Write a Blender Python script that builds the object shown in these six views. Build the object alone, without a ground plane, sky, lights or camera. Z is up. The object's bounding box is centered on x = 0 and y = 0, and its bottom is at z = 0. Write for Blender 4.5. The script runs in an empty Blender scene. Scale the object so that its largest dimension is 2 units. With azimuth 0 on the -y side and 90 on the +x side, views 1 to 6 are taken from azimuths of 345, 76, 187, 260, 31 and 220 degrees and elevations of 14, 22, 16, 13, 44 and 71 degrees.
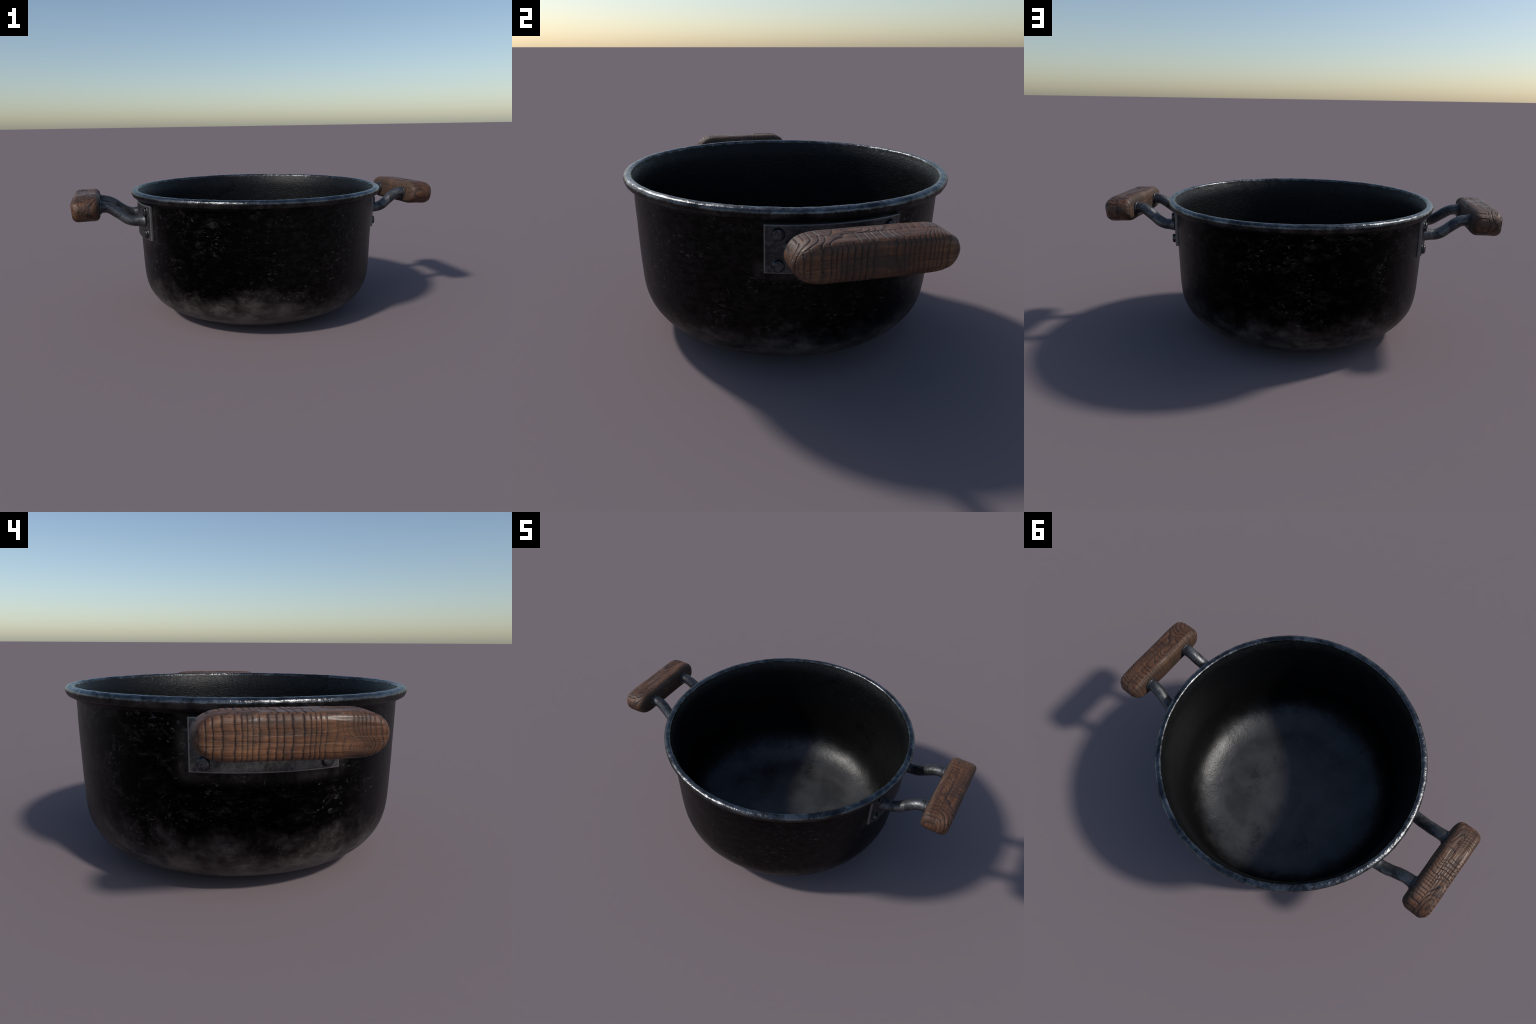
import bpy, math, random
import numpy as np
from mathutils import Vector, Matrix, noise

random.seed(7)
col = bpy.context.scene.collection

# ------------------------------------------------------------------ sizes (metres)
CX = 0.0
GRIP_X, GRIP_Z = 0.9312, 0.6392          # centre of a wooden grip
GRIP_A, GRIP_B, GRIP_C = 0.0655, 0.2615, 0.0635   # half depth, half length, half height
PLATE_R, PLATE_T = 0.6690, 0.0200
PLATE_HALF, PLATE_Z0, PLATE_Z1 = 0.250, 0.467, 0.646

# ------------------------------------------------------------------ small helpers

def add(name, mesh, parent=None, mat=None):
    o = bpy.data.objects.new(name, mesh)
    col.objects.link(o)
    if parent is not None:
        o.parent = parent
    if mat is not None and mesh is not None and not mesh.materials:
        mesh.materials.append(mat)
    return o


def mesh_from(name, verts, faces, smooth=True):
    me = bpy.data.meshes.new(name)
    me.from_pydata([tuple(map(float, v)) for v in verts], [], faces)
    me.update()
    if smooth:
        me.polygons.foreach_set("use_smooth", [True] * len(me.polygons))
    return me


def catmull(pts, per):
    pts = [np.array(p, float) for p in pts]
    pts = [2 * pts[0] - pts[1]] + pts + [2 * pts[-1] - pts[-2]]
    out = []
    for i in range(1, len(pts) - 2):
        a, b, c, d = pts[i - 1:i + 3]
        # centripetal parametrisation
        t0 = 0.0
        t1 = t0 + np.linalg.norm(b - a) ** .5
        t2 = t1 + np.linalg.norm(c - b) ** .5
        t3 = t2 + np.linalg.norm(d - c) ** .5
        for k in range(per):
            t = t1 + (t2 - t1) * k / per
            A1 = (t1 - t) / (t1 - t0) * a + (t - t0) / (t1 - t0) * b
            A2 = (t2 - t) / (t2 - t1) * b + (t - t1) / (t2 - t1) * c
            A3 = (t3 - t) / (t3 - t2) * c + (t - t2) / (t3 - t2) * d
            B1 = (t2 - t) / (t2 - t0) * A1 + (t - t0) / (t2 - t0) * A2
            B2 = (t3 - t) / (t3 - t1) * A2 + (t - t1) / (t3 - t1) * A3
            out.append((t2 - t) / (t2 - t1) * B1 + (t - t1) / (t2 - t1) * B2)
    out.append(pts[-2])
    return np.array(out)


def resample(p, step):
    s = np.concatenate([[0], np.cumsum(np.linalg.norm(np.diff(p, axis=0), axis=1))])
    n = max(2, int(round(s[-1] / step)) + 1)
    q = np.linspace(0, s[-1], n)
    return np.stack([np.interp(q, s, p[:, k]) for k in range(p.shape[1])], 1)


# ------------------------------------------------------------------ node expressions
class Tree:
    """Builds a node material; sockets combine with ordinary arithmetic."""

    def __init__(self, name):
        self.mat = bpy.data.materials.new(name)
        self.mat.use_nodes = True
        self.t = self.mat.node_tree
        self.t.nodes.clear()
        self.out = self.t.nodes.new("ShaderNodeOutputMaterial")
        self.bsdf = self.t.nodes.new("ShaderNodeBsdfPrincipled")
        self.t.links.new(self.bsdf.outputs[0], self.out.inputs[0])
        tc = self.t.nodes.new("ShaderNodeTexCoord")
        self.obj = tc.outputs["Object"]

    def set(self, inp, v):
        if isinstance(v, S):
            v = v.s
        if isinstance(v, bpy.types.NodeSocket):
            self.t.links.new(v, inp)
        else:
            inp.default_value = v

    def math(self, op, *a, clamp=False):
        n = self.t.nodes.new("ShaderNodeMath")
        n.operation = op
        n.use_clamp = clamp
        for i, v in enumerate(a):
            self.set(n.inputs[i], v)
        return S(self, n.outputs[0])

    def xyz(self):
        n = self.t.nodes.new("ShaderNodeSeparateXYZ")
        self.t.links.new(self.obj, n.inputs[0])
        return [S(self, n.outputs[i]) for i in range(3)]

    def vec(self, scale=(1, 1, 1), loc=(0, 0, 0), rot=(0, 0, 0), src=None):
        n = self.t.nodes.new("ShaderNodeMapping")
        self.t.links.new(src or self.obj, n.inputs[0])
        n.inputs["Location"].default_value = loc
        n.inputs["Rotation"].default_value = rot
        n.inputs["Scale"].default_value = scale
        return n.outputs[0]

    def combine(self, x, y, z):
        n = self.t.nodes.new("ShaderNodeCombineXYZ")
        for i, v in enumerate((x, y, z)):
            self.set(n.inputs[i], v)
        return n.outputs[0]

    def noise(self, scale, detail=4, rough=.55, dist=0, vec=None):
        n = self.t.nodes.new("ShaderNodeTexNoise")
        self.t.links.new(vec or self.obj, n.inputs["Vector"])
        n.inputs["Scale"].default_value = scale
        n.inputs["Detail"].default_value = detail
        n.inputs["Roughness"].default_value = rough
        n.inputs["Distortion"].default_value = dist
        return S(self, n.outputs[0])

    def voronoi(self, scale, feature="F1", vec=None, rnd=1.0):
        n = self.t.nodes.new("ShaderNodeTexVoronoi")
        n.feature = feature
        self.t.links.new(vec or self.obj, n.inputs["Vector"])
        n.inputs["Scale"].default_value = scale
        n.inputs["Randomness"].default_value = rnd
        return S(self, n.outputs["Distance"])

    def ramp(self, v, lo, hi):
        n = self.t.nodes.new("ShaderNodeMapRange")
        n.interpolation_type = "SMOOTHSTEP"
        self.set(n.inputs[0], v)
        n.inputs[1].default_value = lo
        n.inputs[2].default_value = hi
        if hi < lo:
            n.inputs[1].default_value, n.inputs[2].default_value = hi, lo
            n.inputs[3].default_value, n.inputs[4].default_value = 1.0, 0.0
        return S(self, n.outputs[0])

    def mix(self, f, a, b):
        n = self.t.nodes.new("ShaderNodeMix")
        n.data_type = "RGBA"
        n.clamp_factor = True
        self.set(n.inputs[0], f)
        for i, v in ((6, a), (7, b)):
            if isinstance(v, tuple):
                v = (*v, 1) if len(v) == 3 else v
            self.set(n.inputs[i], v)
        return n.outputs[2]

    def bump(self, h, strength=.5, dist=.01, normal=None):
        n = self.t.nodes.new("ShaderNodeBump")
        n.inputs["Strength"].default_value = strength
        n.inputs["Distance"].default_value = dist
        self.set(n.inputs["Height"], h)
        if normal is not None:
            self.t.links.new(normal, n.inputs["Normal"])
        return n.outputs[0]

    def finish(self, **kw):
        for k, v in kw.items():
            self.set(self.bsdf.inputs[k.replace("_", " ")], v)
        return self.mat


class S:
    def __init__(self, tree, s):
        self.tree, self.s = tree, s

    def __add__(self, o): return self.tree.math("ADD", self, o)
    __radd__ = __add__
    def __sub__(self, o): return self.tree.math("SUBTRACT", self, o)
    def __rsub__(self, o): return self.tree.math("SUBTRACT", o, self)
    def __mul__(self, o): return self.tree.math("MULTIPLY", self, o)
    __rmul__ = __mul__
    def __truediv__(self, o): return self.tree.math("DIVIDE", self, o)
    def __neg__(self): return self * -1.0
    def sat(self): return self.tree.math("ADD", self, 0.0, clamp=True)


class F:
    """The same functions for numpy arrays and for node sockets."""
    @staticmethod
    def _u(op, fn, x): return x.tree.math(op, x) if isinstance(x, S) else fn(x)
    @staticmethod
    def exp(x): return F._u("EXPONENT", np.exp, x)
    @staticmethod
    def sin(x): return F._u("SINE", np.sin, x)
    @staticmethod
    def abs(x): return F._u("ABSOLUTE", np.abs, x)
    @staticmethod
    def sqrt(x): return F._u("SQRT", np.sqrt, x)
    @staticmethod
    def fract(x): return F._u("FRACT", lambda v: v - np.floor(v), x)
    @staticmethod
    def floor(x): return F._u("FLOOR", np.floor, x)
    @staticmethod
    def gt(x, c): return x.tree.math("GREATER_THAN", x, c) if isinstance(x, S) else (x > c) * 1.0
    @staticmethod
    def smin(a, b, k):
        t = a.tree if isinstance(a, S) else None
        if t:
            return t.math("SMOOTH_MIN", a, b, k)
        h = np.maximum(k - np.abs(a - b), 0) / k
        return np.minimum(a, b) - h ** 3 * k / 6
    @staticmethod
    def max(a, b): return a.tree.math("MAXIMUM", a, b) if isinstance(a, S) else np.maximum(a, b)


# ------------------------------------------------------------------ metal materials

def scratches(T, scale, rots, width=.10, keep=.5):
    """Short straight scratches: strongly stretched Voronoi cells, kept in patches."""
    tot = None
    for i, r in enumerate(rots):
        v0 = T.vec(rot=r, loc=(i * 3.1, i * 1.7, 0))
        v = T.vec(scale=(scale * 12, scale, scale * 12), src=v0)
        e = T.voronoi(1.0, "F1", v)
        m = T.ramp(e, width, width * .3) * T.ramp(T.noise(6, 2, vec=T.vec(loc=(i * 9.3, 2, 1))), keep, keep + .12)
        tot = m if tot is None else F.max(tot, m)
    return tot


def soot_iron(name, inside=False):
    T = Tree(name)
    x, y, z = T.xyz()
    big = T.noise(3.2, 6, .6)
    mid = T.noise(9, 8, .70, .12)
    flat = T.vec(scale=(1, 1, 1.9))
    fine = T.noise(95, 3, .6, vec=flat)
    grit = T.noise(260, 2, .5)
    patch = T.ramp(T.noise(4.2, 5, .68, .3, T.vec(loc=(3.7, 1.2, 8.1))), .46, .62)
    speck = T.ramp(T.noise(46, 5, .62, vec=flat), .575, .68) * patch
    dots = T.ramp(T.voronoi(52, "F1", T.vec(scale=(1, 1, 1.4))), .20, .05) \
        * T.ramp(T.noise(9, 4, .65, vec=T.vec(loc=(1, 7, 3))), .50, .64)
    smear = T.ramp(T.noise(15, 8, .74, .5, flat), .48, .72)
    scr = scratches(T, 6, [(.5, .3, .7), (1.2, -.4, .2)], .12, .50)
    if not inside:
        # pale ash on the round bottom, fading upward in ragged clouds
        ash = T.ramp(z + (mid - .5) * .34 + (big - .5) * .20, .295, .04)
        cloud = T.ramp(T.noise(8, 8, .72, .15, T.vec(scale=(1, 1, 2.0), loc=(9, 3, 4))), .38, .62)
        ash = (ash * (.50 + .50 * cloud)).sat()
        # paler band of wiped metal round the mounting plates
        dy = F.max(F.abs(y) - PLATE_HALF, 0.0)
        dz = F.max(PLATE_Z0 - z, 0.0)
        d = F.sqrt(dy * dy + dz * dz) + (mid - .5) * .055
        halo = T.ramp(d, .056, .018) * F.gt(F.abs(x), .3)
        grey = F.max(ash, halo * (.07 + .17 * T.ramp(mid, .42, .62)))
        east = T.ramp(x - y + (big - .5) * .8, .15, .95) * (.45 + .55 * T.ramp(T.noise(26, 8, .72, .4, flat), .42, .60))
        grey = F.max(grey, F.max(smear * (.10 + .20 * patch), east * .115))
        base = T.mix(grey, (.0022, .0020, .0021), (.088, .075, .069))
        mark = (speck * .62 + dots * .62 + scr * .55).sat()
        base = T.mix(mark, base, (.105, .100, .104))
        rough = .40 + (fine - .5) * .20 + grey * .12
        metal = 1.0 - F.max(grey * 1.4, mark * .6).sat()
        hgt = fine * .5 + grit * .25 + speck * .6
        nrm = T.bump(hgt, .30, .004)
        return T.finish(Base_Color=base, Metallic=metal, Roughness=rough, Normal=nrm)
    r = F.sqrt(x * x + y * y)
    floor = T.ramp(r + (mid - .5) * .09 + (big - .5) * .10 + (fine - .5) * .03, .665, .43) * T.ramp(z, .25, .13)
    vein = T.ramp(F.abs(T.noise(3.4, 7, .62, .4, T.vec(loc=(1.3, 4.4, 2.0))) - .5), .034, .004) \
        * T.ramp(T.noise(3.4, 4, .6, vec=T.vec(loc=(2, 8, 1))), .54, .66)
    top = T.ramp(z + (mid - .5) * .2, .50, .70)
    cloud = T.ramp(T.noise(7, 7, .62, .3, T.vec(loc=(4, 1, 6))), .34, .66)
    grey = F.max(F.max(floor * (.52 + .48 * cloud), top * .17), .13 + .05 * T.ramp(fine, .40, .62))
    grey = (F.max(grey, smear * .05) * (1.0 - .38 * vein)).sat()
    base = T.mix(grey, (.0030, .0032, .0034), (.046, .046, .048))
    base = T.mix((speck * .30 + scr * .15).sat(), base, (.085, .085, .088))
    lea = T.noise(60, 4, .6, .7, T.vec(scale=(1, 1, 1.7)))
    wall = T.ramp(z, .10, .30)
    nrm = T.bump(lea * (.34 + .66 * wall) + fine * .45 + grit * .2, .46, .005)
    metal = 1.0 - (grey * 2.0).sat()
    return T.finish(Base_Color=base, Metallic=metal, Roughness=.42 - .06 * floor + (fine - .5) * .22, Normal=nrm)


def rim_metal():
    T = Tree("worn_rim_metal")
    x, y, z = T.xyz()
    a = T.noise(14, 6, .65)
    b = T.noise(48, 5, .6)
    r = F.sqrt(x * x + y * y)
    soot = T.ramp(T.noise(8, 7, .72, vec=T.vec(loc=(5, 2, 7))), .50, .60)
    fr = T.noise(95, 4, .65)
    bare = T.ramp(z + (b - .5) * .012 + (fr - .5) * .008, .6880, .6915) \
        * T.ramp(r + (fr - .5) * .006 + (b - .5) * .004, .6600, .6625)
    base = T.mix(T.ramp(a, .35, .65), (.066, .068, .071), (.180, .184, .188))
    base = T.mix(soot * .78, base, (.026, .026, .028))
    dark = T.mix(T.ramp(a, .40, .62), (.022, .021, .021), (.062, .058, .057))
    base = T.mix(bare, dark, base)
    nrm = T.bump(b * .6 + T.noise(120, 3, .6) * .35 + bare * .25, .56, .006)
    return T.finish(Base_Color=base, Metallic=1.0, Roughness=.46 - bare * .21 + (a - .5) * .22, Normal=nrm)


def rod_metal():
    T = Tree("forged_rod_metal")
    a = T.noise(11, 6, .62, .4)
    b = T.noise(60, 4, .6)
    scr = scratches(T, 18, [(.3, .2, .5), (.9, .4, 1.3)], .12, .48)
    base = T.mix(T.ramp(a, .35, .68), (.062, .063, .066), (.150, .152, .157))
    grime = T.ramp(T.noise(17, 7, .7, .6, T.vec(loc=(4, 4, 1))), .46, .60)
    base = T.mix(grime * .7, base, (.022, .022, .024))
    base = T.mix((scr * .6 + T.ramp(b, .60, .70) * .35).sat(), base, (.25, .25, .26))
    nrm = T.bump(b * .7 + a + grime * .3, .34, .004)
    return T.finish(Base_Color=base, Metallic=.75, Roughness=.40 + (b - .5) * .30 + grime * .1, Normal=nrm)


def plate_metal():
    T = Tree("mounting_plate_metal")
    x, y, z = T.xyz()
    a = T.noise(9, 6, .62)
    b = T.noise(75, 4, .62)
    scr = scratches(T, 20, [(.2, .3, .4), (.8, .1, 1.0), (-.5, .6, .2)], .13, .46)
    ey = F.abs(y) - (PLATE_HALF - .0062)
    ez = F.abs(z - .5 * (PLATE_Z0 + PLATE_Z1)) - (.5 * (PLATE_Z1 - PLATE_Z0) - .0062)
    edge = T.ramp(F.max(ey, ez) + (b - .5) * .005, .000, .003)
    base = T.mix(T.ramp(a + (b - .5) * .5, .34, .62), (.030, .029, .030), (.092, .088, .090))
    base = T.mix((scr * .6).sat(), base, (.20, .19, .195))
    base = T.mix(edge * .8, base, (.22, .21, .21))
    nrm = T.bump(b + a * .5, .25, .004)
    return T.finish(Base_Color=base, Metallic=.75, Roughness=.47 + (b - .5) * .25, Normal=nrm)


def rivet_metal():
    T = Tree("rivet_metal")
    b = T.noise(70, 5, .6)
    scr = scratches(T, 45, [(.2, .3, .4), (.8, .1, 1.0)], .12, .40)
    base = T.mix(T.ramp(b, .38, .62), (.045, .045, .047), (.105, .106, .110))
    base = T.mix((scr * .55).sat(), base, (.28, .28, .29))
    return T.finish(Base_Color=base, Metallic=1.0, Roughness=.38, Normal=T.bump(b, .1, .003))


# ------------------------------------------------------------------ wood: one field for relief and colour

def rings(y, v, p):
    """Growth-ring field of a plain-sawn face: 0 inside the core, counting outward."""
    yc, w0, w1, vc, sg, shift, pl, pr, yk, vk, rk = p
    near = (y - yc) / .075
    g = F.exp(-1.0 * ((v - vc) / sg) * ((v - vc) / sg) - near * near)
    u = y - yc - g * shift + F.sin(v * 70.0 + yc * 40.0) * .0009 + F.sin(v * 190.0 + 2.0) * .0005
    right = F.gt(u, 0.0)
    d = F.abs(u) - (g * w1 + w0)
    ky, kv = (y - yk) * .5, v - vk
    dk = (F.sqrt(ky * ky + kv * kv) - rk) * 1.5
    d = F.smin(d, dk, .02)
    period = pl + right * (pr - pl)
    s = d / period
    return s + F.sin(y * 37.0 + 1.0) * .34 + F.sin(y * 71.0 + yc * 50.0) * .22


def wood_field(x, y, z, P):
    """Returns (height, groove, tone, face) at a point in the grip's own frame."""
    face = F.gt(F.abs(x) + F.abs(z) * .12, .0590)        # front and back faces
    half = F.gt(x + F.sin(y * 61.0) * .0016 + F.sin(y * 149.0) * .0009, -.004)
    sf = rings(y, z, P["front"])
    sa = rings(y, x, P["top_outer"])
    sb = rings(y, x, P["top_inner"])
    s = sf * face + (1.0 - face) * (sa * half + sb * (1.0 - half))
    on = F.gt(s, 0.0)
    f = F.fract(s)
    groove = (F.exp(-1.0 * (f / .13) * (f / .13)) + F.exp(-1.0 * ((1.0 - f) / .06) * ((1.0 - f) / .06))) * on
    k = F.floor(s)
    tone = F.sin(k * 12.9898 + 4.0) * .5 + .5
    c1 = (x + F.sin(y * 61.0) * .0016 + F.sin(y * 149.0) * .0009 + .004) / .0011
    seam = F.exp(-1.0 * c1 * c1) * (1.0 - face)
    fb = (F.abs(x) + F.abs(z) * .12 - .0590) / .0010
    lip = F.exp(-1.0 * fb * fb) * .5
    height = (f - .5) * .55 * on - groove * .9 - seam * 1.0 - lip * .5
    return height, groove, tone, F.max(seam, lip), f


def wood_material(name, P, seed):
    T = Tree(name)
    x, y, z = T.xyz()
    h, groove, tone, seam, f = wood_field(x, y, z, P)
    L = (seed * 3.3, seed * 1.7, seed * 2.1)
    fib = T.noise(1.0, 5, .65, .2, T.vec(scale=(150, 9, 150), loc=L))
    fib2 = T.noise(1.0, 3, .6, .1, T.vec(scale=(60, 5, 60), loc=L))
    stain = T.noise(9, 5, .62, .5, T.vec(scale=(1.4, 1, 1.4), loc=L))
    cross = T.noise(1.0, 2, .5, 0, T.vec(scale=(70, 170, 70), loc=L))
    crack = T.ramp(F.abs(T.noise(1.0, 3, .6, .2, T.vec(scale=(34, 3.0, 34), loc=L)) - .5), .012, .003) \
        * T.ramp(T.noise(14, 2, vec=T.vec(loc=L)), .50, .60)
    rows = T.noise(1.0, 2, .5, .1, T.vec(scale=(75, 3.0, 75), loc=L))
    warm = T.mix(tone, (.136, .056, .0245), (.205, .088, .0385))
    c = T.mix(T.ramp(fib, .34, .62) * .75 + .25, (.070, .025, .010), warm)
    c = T.mix(T.ramp(fib2, .56, .40) * .40, c, (.055, .022, .011))
    c = T.mix(T.ramp(rows, .50, .36) * .45, c, (.060, .024, .011))
    # each ring darkens toward its late wood, then drops at the groove
    late = f * f * F.gt(h + groove * 4.0 + f, .2)
    c = T.mix(late * .85, c, (.036, .017, .010))
    c = T.mix((groove * .86 * (.25 + .9 * T.ramp(T.noise(26, 5, .7, .5, T.vec(loc=L)), .36, .56))).sat(), c, (.014, .009, .008))
    c = T.mix(T.ramp(stain, .50, .64) * .72, c, (.030, .018, .014))
    c = T.mix((crack * .7).sat(), c, (.015, .010, .009))
    c = T.mix((seam * .7).sat(), c, (.018, .012, .010))
    # the inner face stays dull, grey and sooty
    c = T.mix(T.ramp(x + (stain - .5) * .02, -.048, -.062) * .45, c, (.050, .038, .029))
    hb = fib * .45 + fib2 * .45 + T.ramp(rows, .36, .52) * .55 - crack * .6 + cross * .2 - groove * .3
    nrm = T.bump(hb, .5, .0030)
    scuff = T.ramp(T.noise(7, 4, .6, .4, T.vec(loc=(seed * 5.1, 3, 2))), .52, .64)
    c = T.mix(scuff * .16 * T.ramp(fib2, .40, .60), c, (.30, .165, .085))
    rough = .54 - scuff * .16 + groove * .2 + (fib - .5) * .3 + T.ramp(x, -.035, -.058) * .15
    return T.finish(Base_Color=c, Roughness=rough, Normal=nrm, **{"Specular_IOR_Level": .42})


# ------------------------------------------------------------------ pot shell (one lathe, split in three)
SEG = 448
outer_wall = [(.0, .0), (.20, .0), (.36, .0), (.398, .0025), (.433, .0125), (.466, .0245), (.502, .043),
              (.5425, .062), (.573, .082), (.597, .105), (.615, .131), (.630, .160), (.6405, .195), (.6460, .235),
              (.6490, .29), (.6520, .38), (.6545, .47), (.6565, .56), (.6570, .61), (.6572, .6540)]
lip = [(.6572, .6540), (.6615, .6565), (.6700, .6600), (.6805, .6655), (.6895, .6710), (.6950, .6830), (.6962, .6920),
       (.6925, .7010), (.6850, .7055), (.6760, .7072), (.6680, .7062), (.6630, .7020), (.6600, .6940)]
inner_wall = [(.6600, .6940), (.6520, .675), (.6445, .645), (.6400, .58), (.6370, .47), (.6335, .36), (.6290, .28),
              (.6250, .222), (.6170, .182), (.6030, .145), (.5820, .111), (.5540, .082), (.5190, .059),
              (.4790, .0415), (.4380, .0300), (.40, .0245), (.34, .0225), (.20, .022), (.0, .022)]


def pot_shell():
    po = resample(catmull(outer_wall, 10), .0075)
    pl = resample(catmull(lip, 10), .0030)
    pi = resample(catmull(inner_wall, 10), .0075)
    prof = np.concatenate([po, pl[1:], pi[1:]])
    prof = prof[1:-1]                      # poles are added separately
    n = len(prof)
    ia, ib = len(po) - 2, len(po) + len(pl) - 3      # first and last row of the rim
    ang = np.linspace(0, 2 * np.pi, SEG, endpoint=False)
    d = np.gradient(prof, axis=0)
    nr = np.stack([d[:, 1], -d[:, 0]], 1)
    nr /= np.linalg.norm(nr, axis=1)[:, None]
    verts = [(CX, 0, 0.0)]
    for i, (r, z) in enumerate(prof):
        rimness = max(0.0, min(1.0, min(i - ia + 2, ib + 6 - i) / 5.0))
        for a in ang:
            c, s = math.cos(a), math.sin(a)
            q = Vector((r * c, r * s, z))
            amp = 0.0
            if i > 12:
                amp = .0010 * noise.noise(q * 9.0) + .0005 * noise.noise(q * 34.0)
            if i > n - 30:
                amp *= max(0.0, (n - 1 - i) / 30.0)
            if rimness > 0:
                amp += rimness * (.0010 * noise.noise(q * 24.0) + (.0011 * noise.noise(q * 62.0)
                                  + .0006 * noise.noise(q * 130.0)) * (1.0 if z > .683 else .3))
            verts.append((CX + (r + nr[i, 0] * amp) * c, (r + nr[i, 0] * amp) * s, max(0.0, z + nr[i, 1] * amp)))
    verts.append((CX, 0, prof[-1][1]))
    top = len(verts) - 1
    row = lambda i, j: 1 + i * SEG + j % SEG
    part = {"body": [], "rim": [], "interior": []}
    for j in range(SEG):
        part["body"].append((0, row(0, j + 1), row(0, j)))
        part["interior"].append((top, row(n - 1, j), row(n - 1, j + 1)))
    for i in range(n - 1):
        k = "body" if i < ia else ("rim" if i < ib else "interior")
        for j in range(SEG):
            part[k].append((row(i, j), row(i, j + 1), row(i + 1, j + 1), row(i + 1, j)))
    whole = mesh_from("whole_shell", verts, part["body"] + part["rim"] + part["interior"])
    nv = np.empty(len(whole.vertices) * 3, np.float32)
    whole.vertex_normals.foreach_get("vector", nv)
    nv = nv.reshape(-1, 3)
    V = np.array(verts)
    out = {}
    for k, fs in part.items():
        used = sorted({v for f in fs for v in f})
        m = {v: i for i, v in enumerate(used)}
        me = mesh_from(k, V[used], [tuple(m[v] for v in f) for f in fs])
        me.normals_split_custom_set_from_vertices([tuple(map(float, nv[v])) for v in used])
        out[k] = me
    bpy.data.meshes.remove(whole)
    return out


# ------------------------------------------------------------------ wooden grip (lofted along its length)

def grip_mesh(name, P):
    b, c0, a0 = GRIP_B, GRIP_C, GRIP_A
    NY = 330
    t = np.linspace(-1, 1, NY)
    # dense near the rounded ends
    ys = b * (0.62 * t + 0.38 * np.sin(t * np.pi / 2))
    ys[0], ys[-1] = -b * .99985, b * .99985
    NF, NC = 30, 15
    rows = []
    for y in ys:
        ly, lx = .106, .045
        e = max(0.0, (abs(y) - (b - ly)) / ly)
        zc = c0 * (max(1e-6, 1 - e ** 2.5)) ** .5
        e2 = max(0.0, (abs(y) - (b - lx)) / lx)
        xc = a0 - .036 + .036 * (max(0.0, 1 - e2 ** 2)) ** .5
        zc *= 1 - .02 * (y / b) ** 2
        rho = min(.0255, zc * .96, xc * .96)
        pts = []
        # faces: +x front, +z top, -x back, -z bottom, with rounded corners
        corners = [(1, 1, 0), (-1, 1, 90), (-1, -1, 180), (1, -1, 270)]
        for q, (sx, sz, a1) in enumerate(corners):
            cx_, cz_ = sx * (xc - rho), sz * (zc - rho)
            for k in range(NC):
                an = math.radians(a1 + 90 * k / (NC - 1))
                pts.append((cx_ + rho * math.cos(an), cz_ + rho * math.sin(an)))
            nx = corners[(q + 1) % 4]
            ex = (nx[0] * (xc - rho), nx[1] * (zc - rho))
            an = math.radians(a1 + 90)
            p0 = np.array(pts[-1])
            p1 = np.array((ex[0] + rho * math.cos(an), ex[1] + rho * math.sin(an)))
            for k in range(1, NF):
                pts.append(tuple(p0 + (p1 - p0) * k / NF))
        pts = np.array(pts)
        bulge = .0022 * (1 - np.clip(np.abs(pts[:, 1]) / max(zc, 1e-4), 0, 1) ** 2)
        pts[:, 0] += np.sign(pts[:, 0]) * bulge * min(1, zc / c0)
        rows.append(np.stack([pts[:, 0], np.full(len(pts), y), pts[:, 1]], 1))
    G = np.array(rows)                       # NY, M, 3
    M = G.shape[1]
    du = np.gradient(G, axis=0)
    dv = np.roll(G, -1, 1) - np.roll(G, 1, 1)
    nm = np.cross(du, dv)
    nm /= np.linalg.norm(nm, axis=2)[..., None] + 1e-12
    if (nm[NY // 2, :, 0] * G[NY // 2, :, 0]).sum() < 0:
        nm = -nm
    h, groove, tone, seam, f = wood_field(G[..., 0], G[..., 1], G[..., 2], P)
    fade = np.clip((b - np.abs(G[..., 1])) / .012, 0, 1)
    flatn = np.clip((G[..., 0] + .05) / .01, .25, 1)           # smoother on the inner face
    wob = np.array([[noise.noise(Vector(p) * 13.0) for p in r] for r in G])
    G = G + nm * ((h * .00155 * flatn + wob * .0016) * fade)[..., None]
    verts = G.reshape(-1, 3)
    faces = [(i * M + j, i * M + (j + 1) % M, (i + 1) * M + (j + 1) % M, (i + 1) * M + j)
             for i in range(NY - 1) for j in range(M)]
    v = list(map(tuple, verts))
    v += [(0, -b, 0), (0, b, 0)]
    n0 = len(v) - 2
    faces += [(n0, (j + 1) % M, j) for j in range(M)]
    faces += [(n0 + 1, (NY - 1) * M + j, (NY - 1) * M + (j + 1) % M) for j in range(M)]
    me = mesh_from(name, v, faces)
    import bmesh
    bm = bmesh.new()
    bm.from_mesh(me)
    bmesh.ops.recalc_face_normals(bm, faces=bm.faces)
    bm.to_mesh(me)
    bm.free()
    return me


# ------------------------------------------------------------------ rods, collars, plates, rivets

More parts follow.
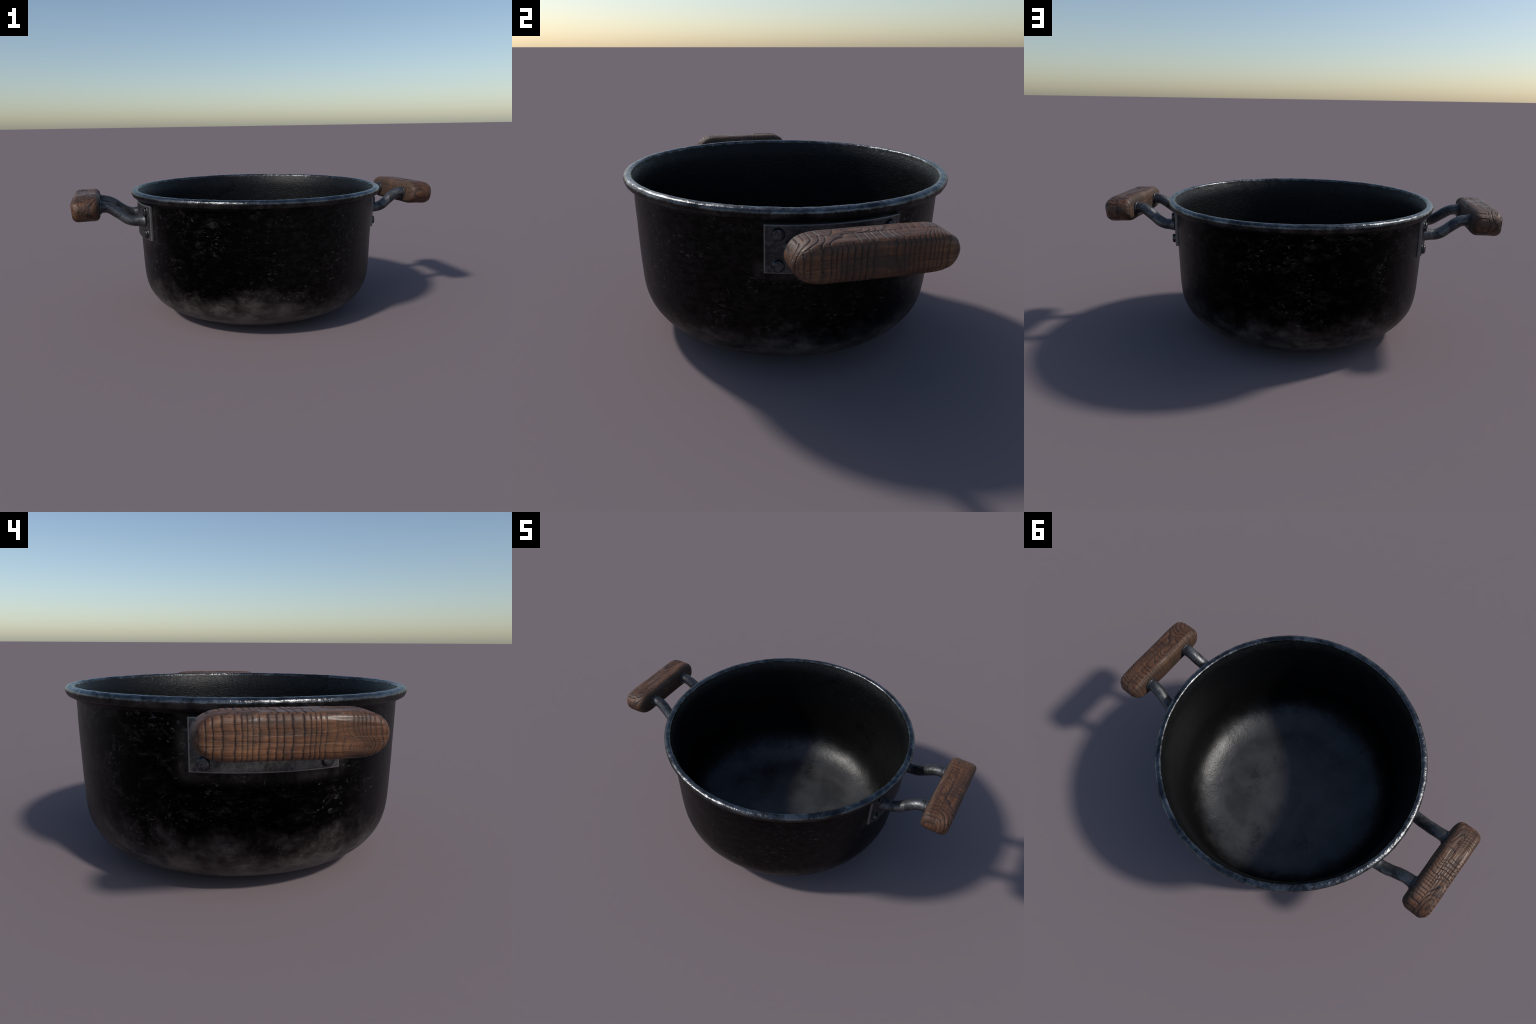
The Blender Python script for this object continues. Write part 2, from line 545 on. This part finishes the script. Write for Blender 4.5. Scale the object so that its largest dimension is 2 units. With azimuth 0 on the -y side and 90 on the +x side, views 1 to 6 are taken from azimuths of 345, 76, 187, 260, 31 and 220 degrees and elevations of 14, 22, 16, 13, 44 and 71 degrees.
def tube(name, path, radii, sides=28, wide=1.0):
    path = np.array(path)
    tg = np.gradient(path, axis=0)
    tg /= np.linalg.norm(tg, axis=1)[:, None]
    verts, faces = [], []
    side = np.array([0., 1., 0.])
    for p, t_, r in zip(path, tg, radii):
        s = side - t_ * side.dot(t_)
        s /= np.linalg.norm(s)
        u = np.cross(t_, s)
        for k in range(sides):
            a = 2 * math.pi * k / sides
            verts.append(p + r * (wide * math.cos(a) * s + math.sin(a) * u))
    n = len(path)
    for i in range(n - 1):
        for k in range(sides):
            faces.append((i * sides + k, i * sides + (k + 1) % sides,
                          (i + 1) * sides + (k + 1) % sides, (i + 1) * sides + k))
    faces.append(tuple(range(sides))[::-1])
    faces.append(tuple((n - 1) * sides + k for k in range(sides)))
    return mesh_from(name, verts, faces)


ROD = [(.640, .0, .5640), (.672, .0, .5640), (.700, .0, .5655), (.730, .0, .5765), (.762, .0, .5985),
       (.792, .0, .6205), (.820, .0, .6355), (.846, .0, .6400), (.868, .0, .6390), (.885, .0, .6390)]


def rod_mesh(y_plate, y_grip):
    p = resample(catmull(ROD, 10), .004)
    k = np.clip((p[:, 0] - .675) / (.83 - .675), 0, 1)
    p[:, 1] = y_plate + (y_grip - y_plate) * k * k * (3 - 2 * k)
    s = np.linspace(0, 1, len(p))
    rad = .0272 + .0022 * (2 * np.abs(s - .5)) ** 3
    rad += .0005 * np.sin(s * 23.0)
    rad[s < .16] += .0050 * ((.16 - s[s < .16]) / .16) ** 2       # flare where it meets the plate
    return tube("rod", p, rad, 32, 1.15)


def collar_mesh():
    prof = [(.0, .0285), (.0005, .0325), (.0025, .0340), (.0060, .0345), (.0095, .0338), (.0120, .0315), (.0135, .0285)]
    prof = resample(catmull(prof, 6), .0012)
    return tube("collar", [(q[0], 0, 0) for q in prof], [q[1] for q in prof], 36, 1.10)


def plate_mesh():
    """Sheet bent round the pot wall, with a small chamfer along the outer edge."""
    ri = PLATE_R - PLATE_T
    am = math.asin(PLATE_HALF / PLATE_R)
    NA, NZ, ch = 72, 26, .0030
    us = [-am, -am + .0016, -am + ch / PLATE_R * 1.3] + list(np.linspace(-am + .02, am - .02, NA)) + \
         [am - ch / PLATE_R * 1.3, am - .0016, am]
    zs = [PLATE_Z0, PLATE_Z0 + .0011, PLATE_Z0 + ch * 1.2] + list(np.linspace(PLATE_Z0 + .012, PLATE_Z1 - .012, NZ)) + \
         [PLATE_Z1 - ch * 1.2, PLATE_Z1 - .0011, PLATE_Z1]
    nu, nz = len(us), len(zs)
    verts, faces = [], []
    for i, u in enumerate(us):
        for k, z in enumerate(zs):
            e = min(i, nu - 1 - i, k, nz - 1 - k)
            drop = (ch, ch * .32, 0.0)[min(e, 2)]
            q = Vector((u * 3, z * 5, 1.7))
            r = PLATE_R - drop + .0008 * noise.noise(q * 3.0)
            verts.append((r * math.cos(u), r * math.sin(u), z))
    n = nu * nz
    for u in us:
        for z in zs:
            verts.append((ri * math.cos(u), ri * math.sin(u), z))
    id_ = lambda i, k, b=0: b * n + i * nz + k
    for i in range(nu - 1):
        for k in range(nz - 1):
            faces.append((id_(i, k), id_(i + 1, k), id_(i + 1, k + 1), id_(i, k + 1)))
            faces.append((id_(i, k, 1), id_(i, k + 1, 1), id_(i + 1, k + 1, 1), id_(i + 1, k, 1)))
    for i in range(nu - 1):
        faces.append((id_(i, 0), id_(i, 0, 1), id_(i + 1, 0, 1), id_(i + 1, 0)))
        faces.append((id_(i, nz - 1), id_(i + 1, nz - 1), id_(i + 1, nz - 1, 1), id_(i, nz - 1, 1)))
    for k in range(nz - 1):
        faces.append((id_(0, k), id_(0, k + 1), id_(0, k + 1, 1), id_(0, k, 1)))
        faces.append((id_(nu - 1, k), id_(nu - 1, k, 1), id_(nu - 1, k + 1, 1), id_(nu - 1, k + 1)))
    me = mesh_from("plate", verts, faces)
    me.set_sharp_from_angle(angle=math.radians(50))
    return me


def rivet_mesh():
    prof = [(-.006, .0245), (.0015, .0245), (.0030, .0225), (.0050, .0222), (.0110, .0218), (.0140, .0200),
            (.0156, .0165), (.0160, .0120), (.0161, .0001)]
    pts = resample(np.array(prof), .0008)
    return tube("rivet", [(q[0], 0, 0) for q in pts], [max(q[1], .0001) for q in pts], 32)


# ------------------------------------------------------------------ assembly
root = bpy.data.objects.new("cooking_pot", None)
col.objects.link(root)
root["label"] = "sooty black iron cooking pot with two wooden side handles"
root["category"] = "cooking pot"

shell = pot_shell()
add("pot_body", shell["body"], root, soot_iron("sooty_iron_outside"))
add("pot_interior", shell["interior"], root, soot_iron("sooty_iron_inside", True))
add("rim", shell["rim"], root, rim_metal())

m_rod, m_plate, m_rivet = rod_metal(), plate_metal(), rivet_metal()
rod_me = {1: rod_mesh(.168, .144), -1: rod_mesh(-.152, -.138)}
collar_me, plate_me, rivet_me = collar_mesh(), plate_mesh(), rivet_mesh()
for me, m in ((rod_me[1], m_rod), (rod_me[-1], m_rod), (collar_me, m_rod), (plate_me, m_plate), (rivet_me, m_rivet)):
    me.materials.append(m)

# ring layout: core y, core half width, bulge, bulge position, bulge size, bulge shift, period left, right, knot y, v, r
GRAIN = [
    dict(front=(.010, .032, .012, -.050, .030, .010, .0205, .0170, .20, .30, .01),
         top_outer=(.105, .030, .030, .012, .020, .015, .0225, .0150, -.300, .0, .004),
         top_inner=(-.140, .012, .010, -.045, .030, .0, .0195, .0210, -.055, -.030, .012)),
    dict(front=(.118, .030, .040, -.026, .020, .034, .0195, .0130, .30, .30, .01),
         top_outer=(.080, .034, .018, .030, .022, .012, .0225, .0175, -.205, .035, .006),
         top_inner=(.060, .020, .015, -.030, .020, -.01, .0210, .0225, .150, -.016, .006)),
]
TILTS = (.060, .016)

for side in (0, 1):
    turn = Matrix.Rotation(math.pi * side, 4, "Z")
    place = lambda m: turn @ m
    P = GRAIN[side]
    grip = add("handle", grip_mesh("wooden_grip", P), root, wood_material("charred_wood_%s" % ("a", "b")[side], P, side + 1))
    base = turn @ Matrix.Translation((GRIP_X, .002, GRIP_Z)) @ Matrix.Rotation(TILTS[side], 4, "Y")
    grip.matrix_world = base
    inv = base.inverted()

    def piece(name, me, world):
        o = add(name, me, grip)
        o.matrix_parent_inverse = Matrix.Identity(4)
        o.matrix_basis = inv @ turn @ world
        return o

    piece("mounting_plate", plate_me, Matrix.Identity(4))
    for sy in (-1, 1):
        piece("handle_rod", rod_me[sy], Matrix.Identity(4))
        piece("rod_collar", collar_me, Matrix.Translation((GRIP_X - GRIP_A - .0105, .144 if sy > 0 else -.138, .6389)))
        yaw = math.asin(sy * .203 / PLATE_R)
        for z in (.498, .612):
            piece("rivet", rivet_me, Matrix.Rotation(yaw, 4, "Z") @ Matrix.Translation((PLATE_R - .0015, 0, z))
                  @ Matrix.Rotation(random.uniform(0, 6.28), 4, "X"))

bpy.context.view_layer.update()
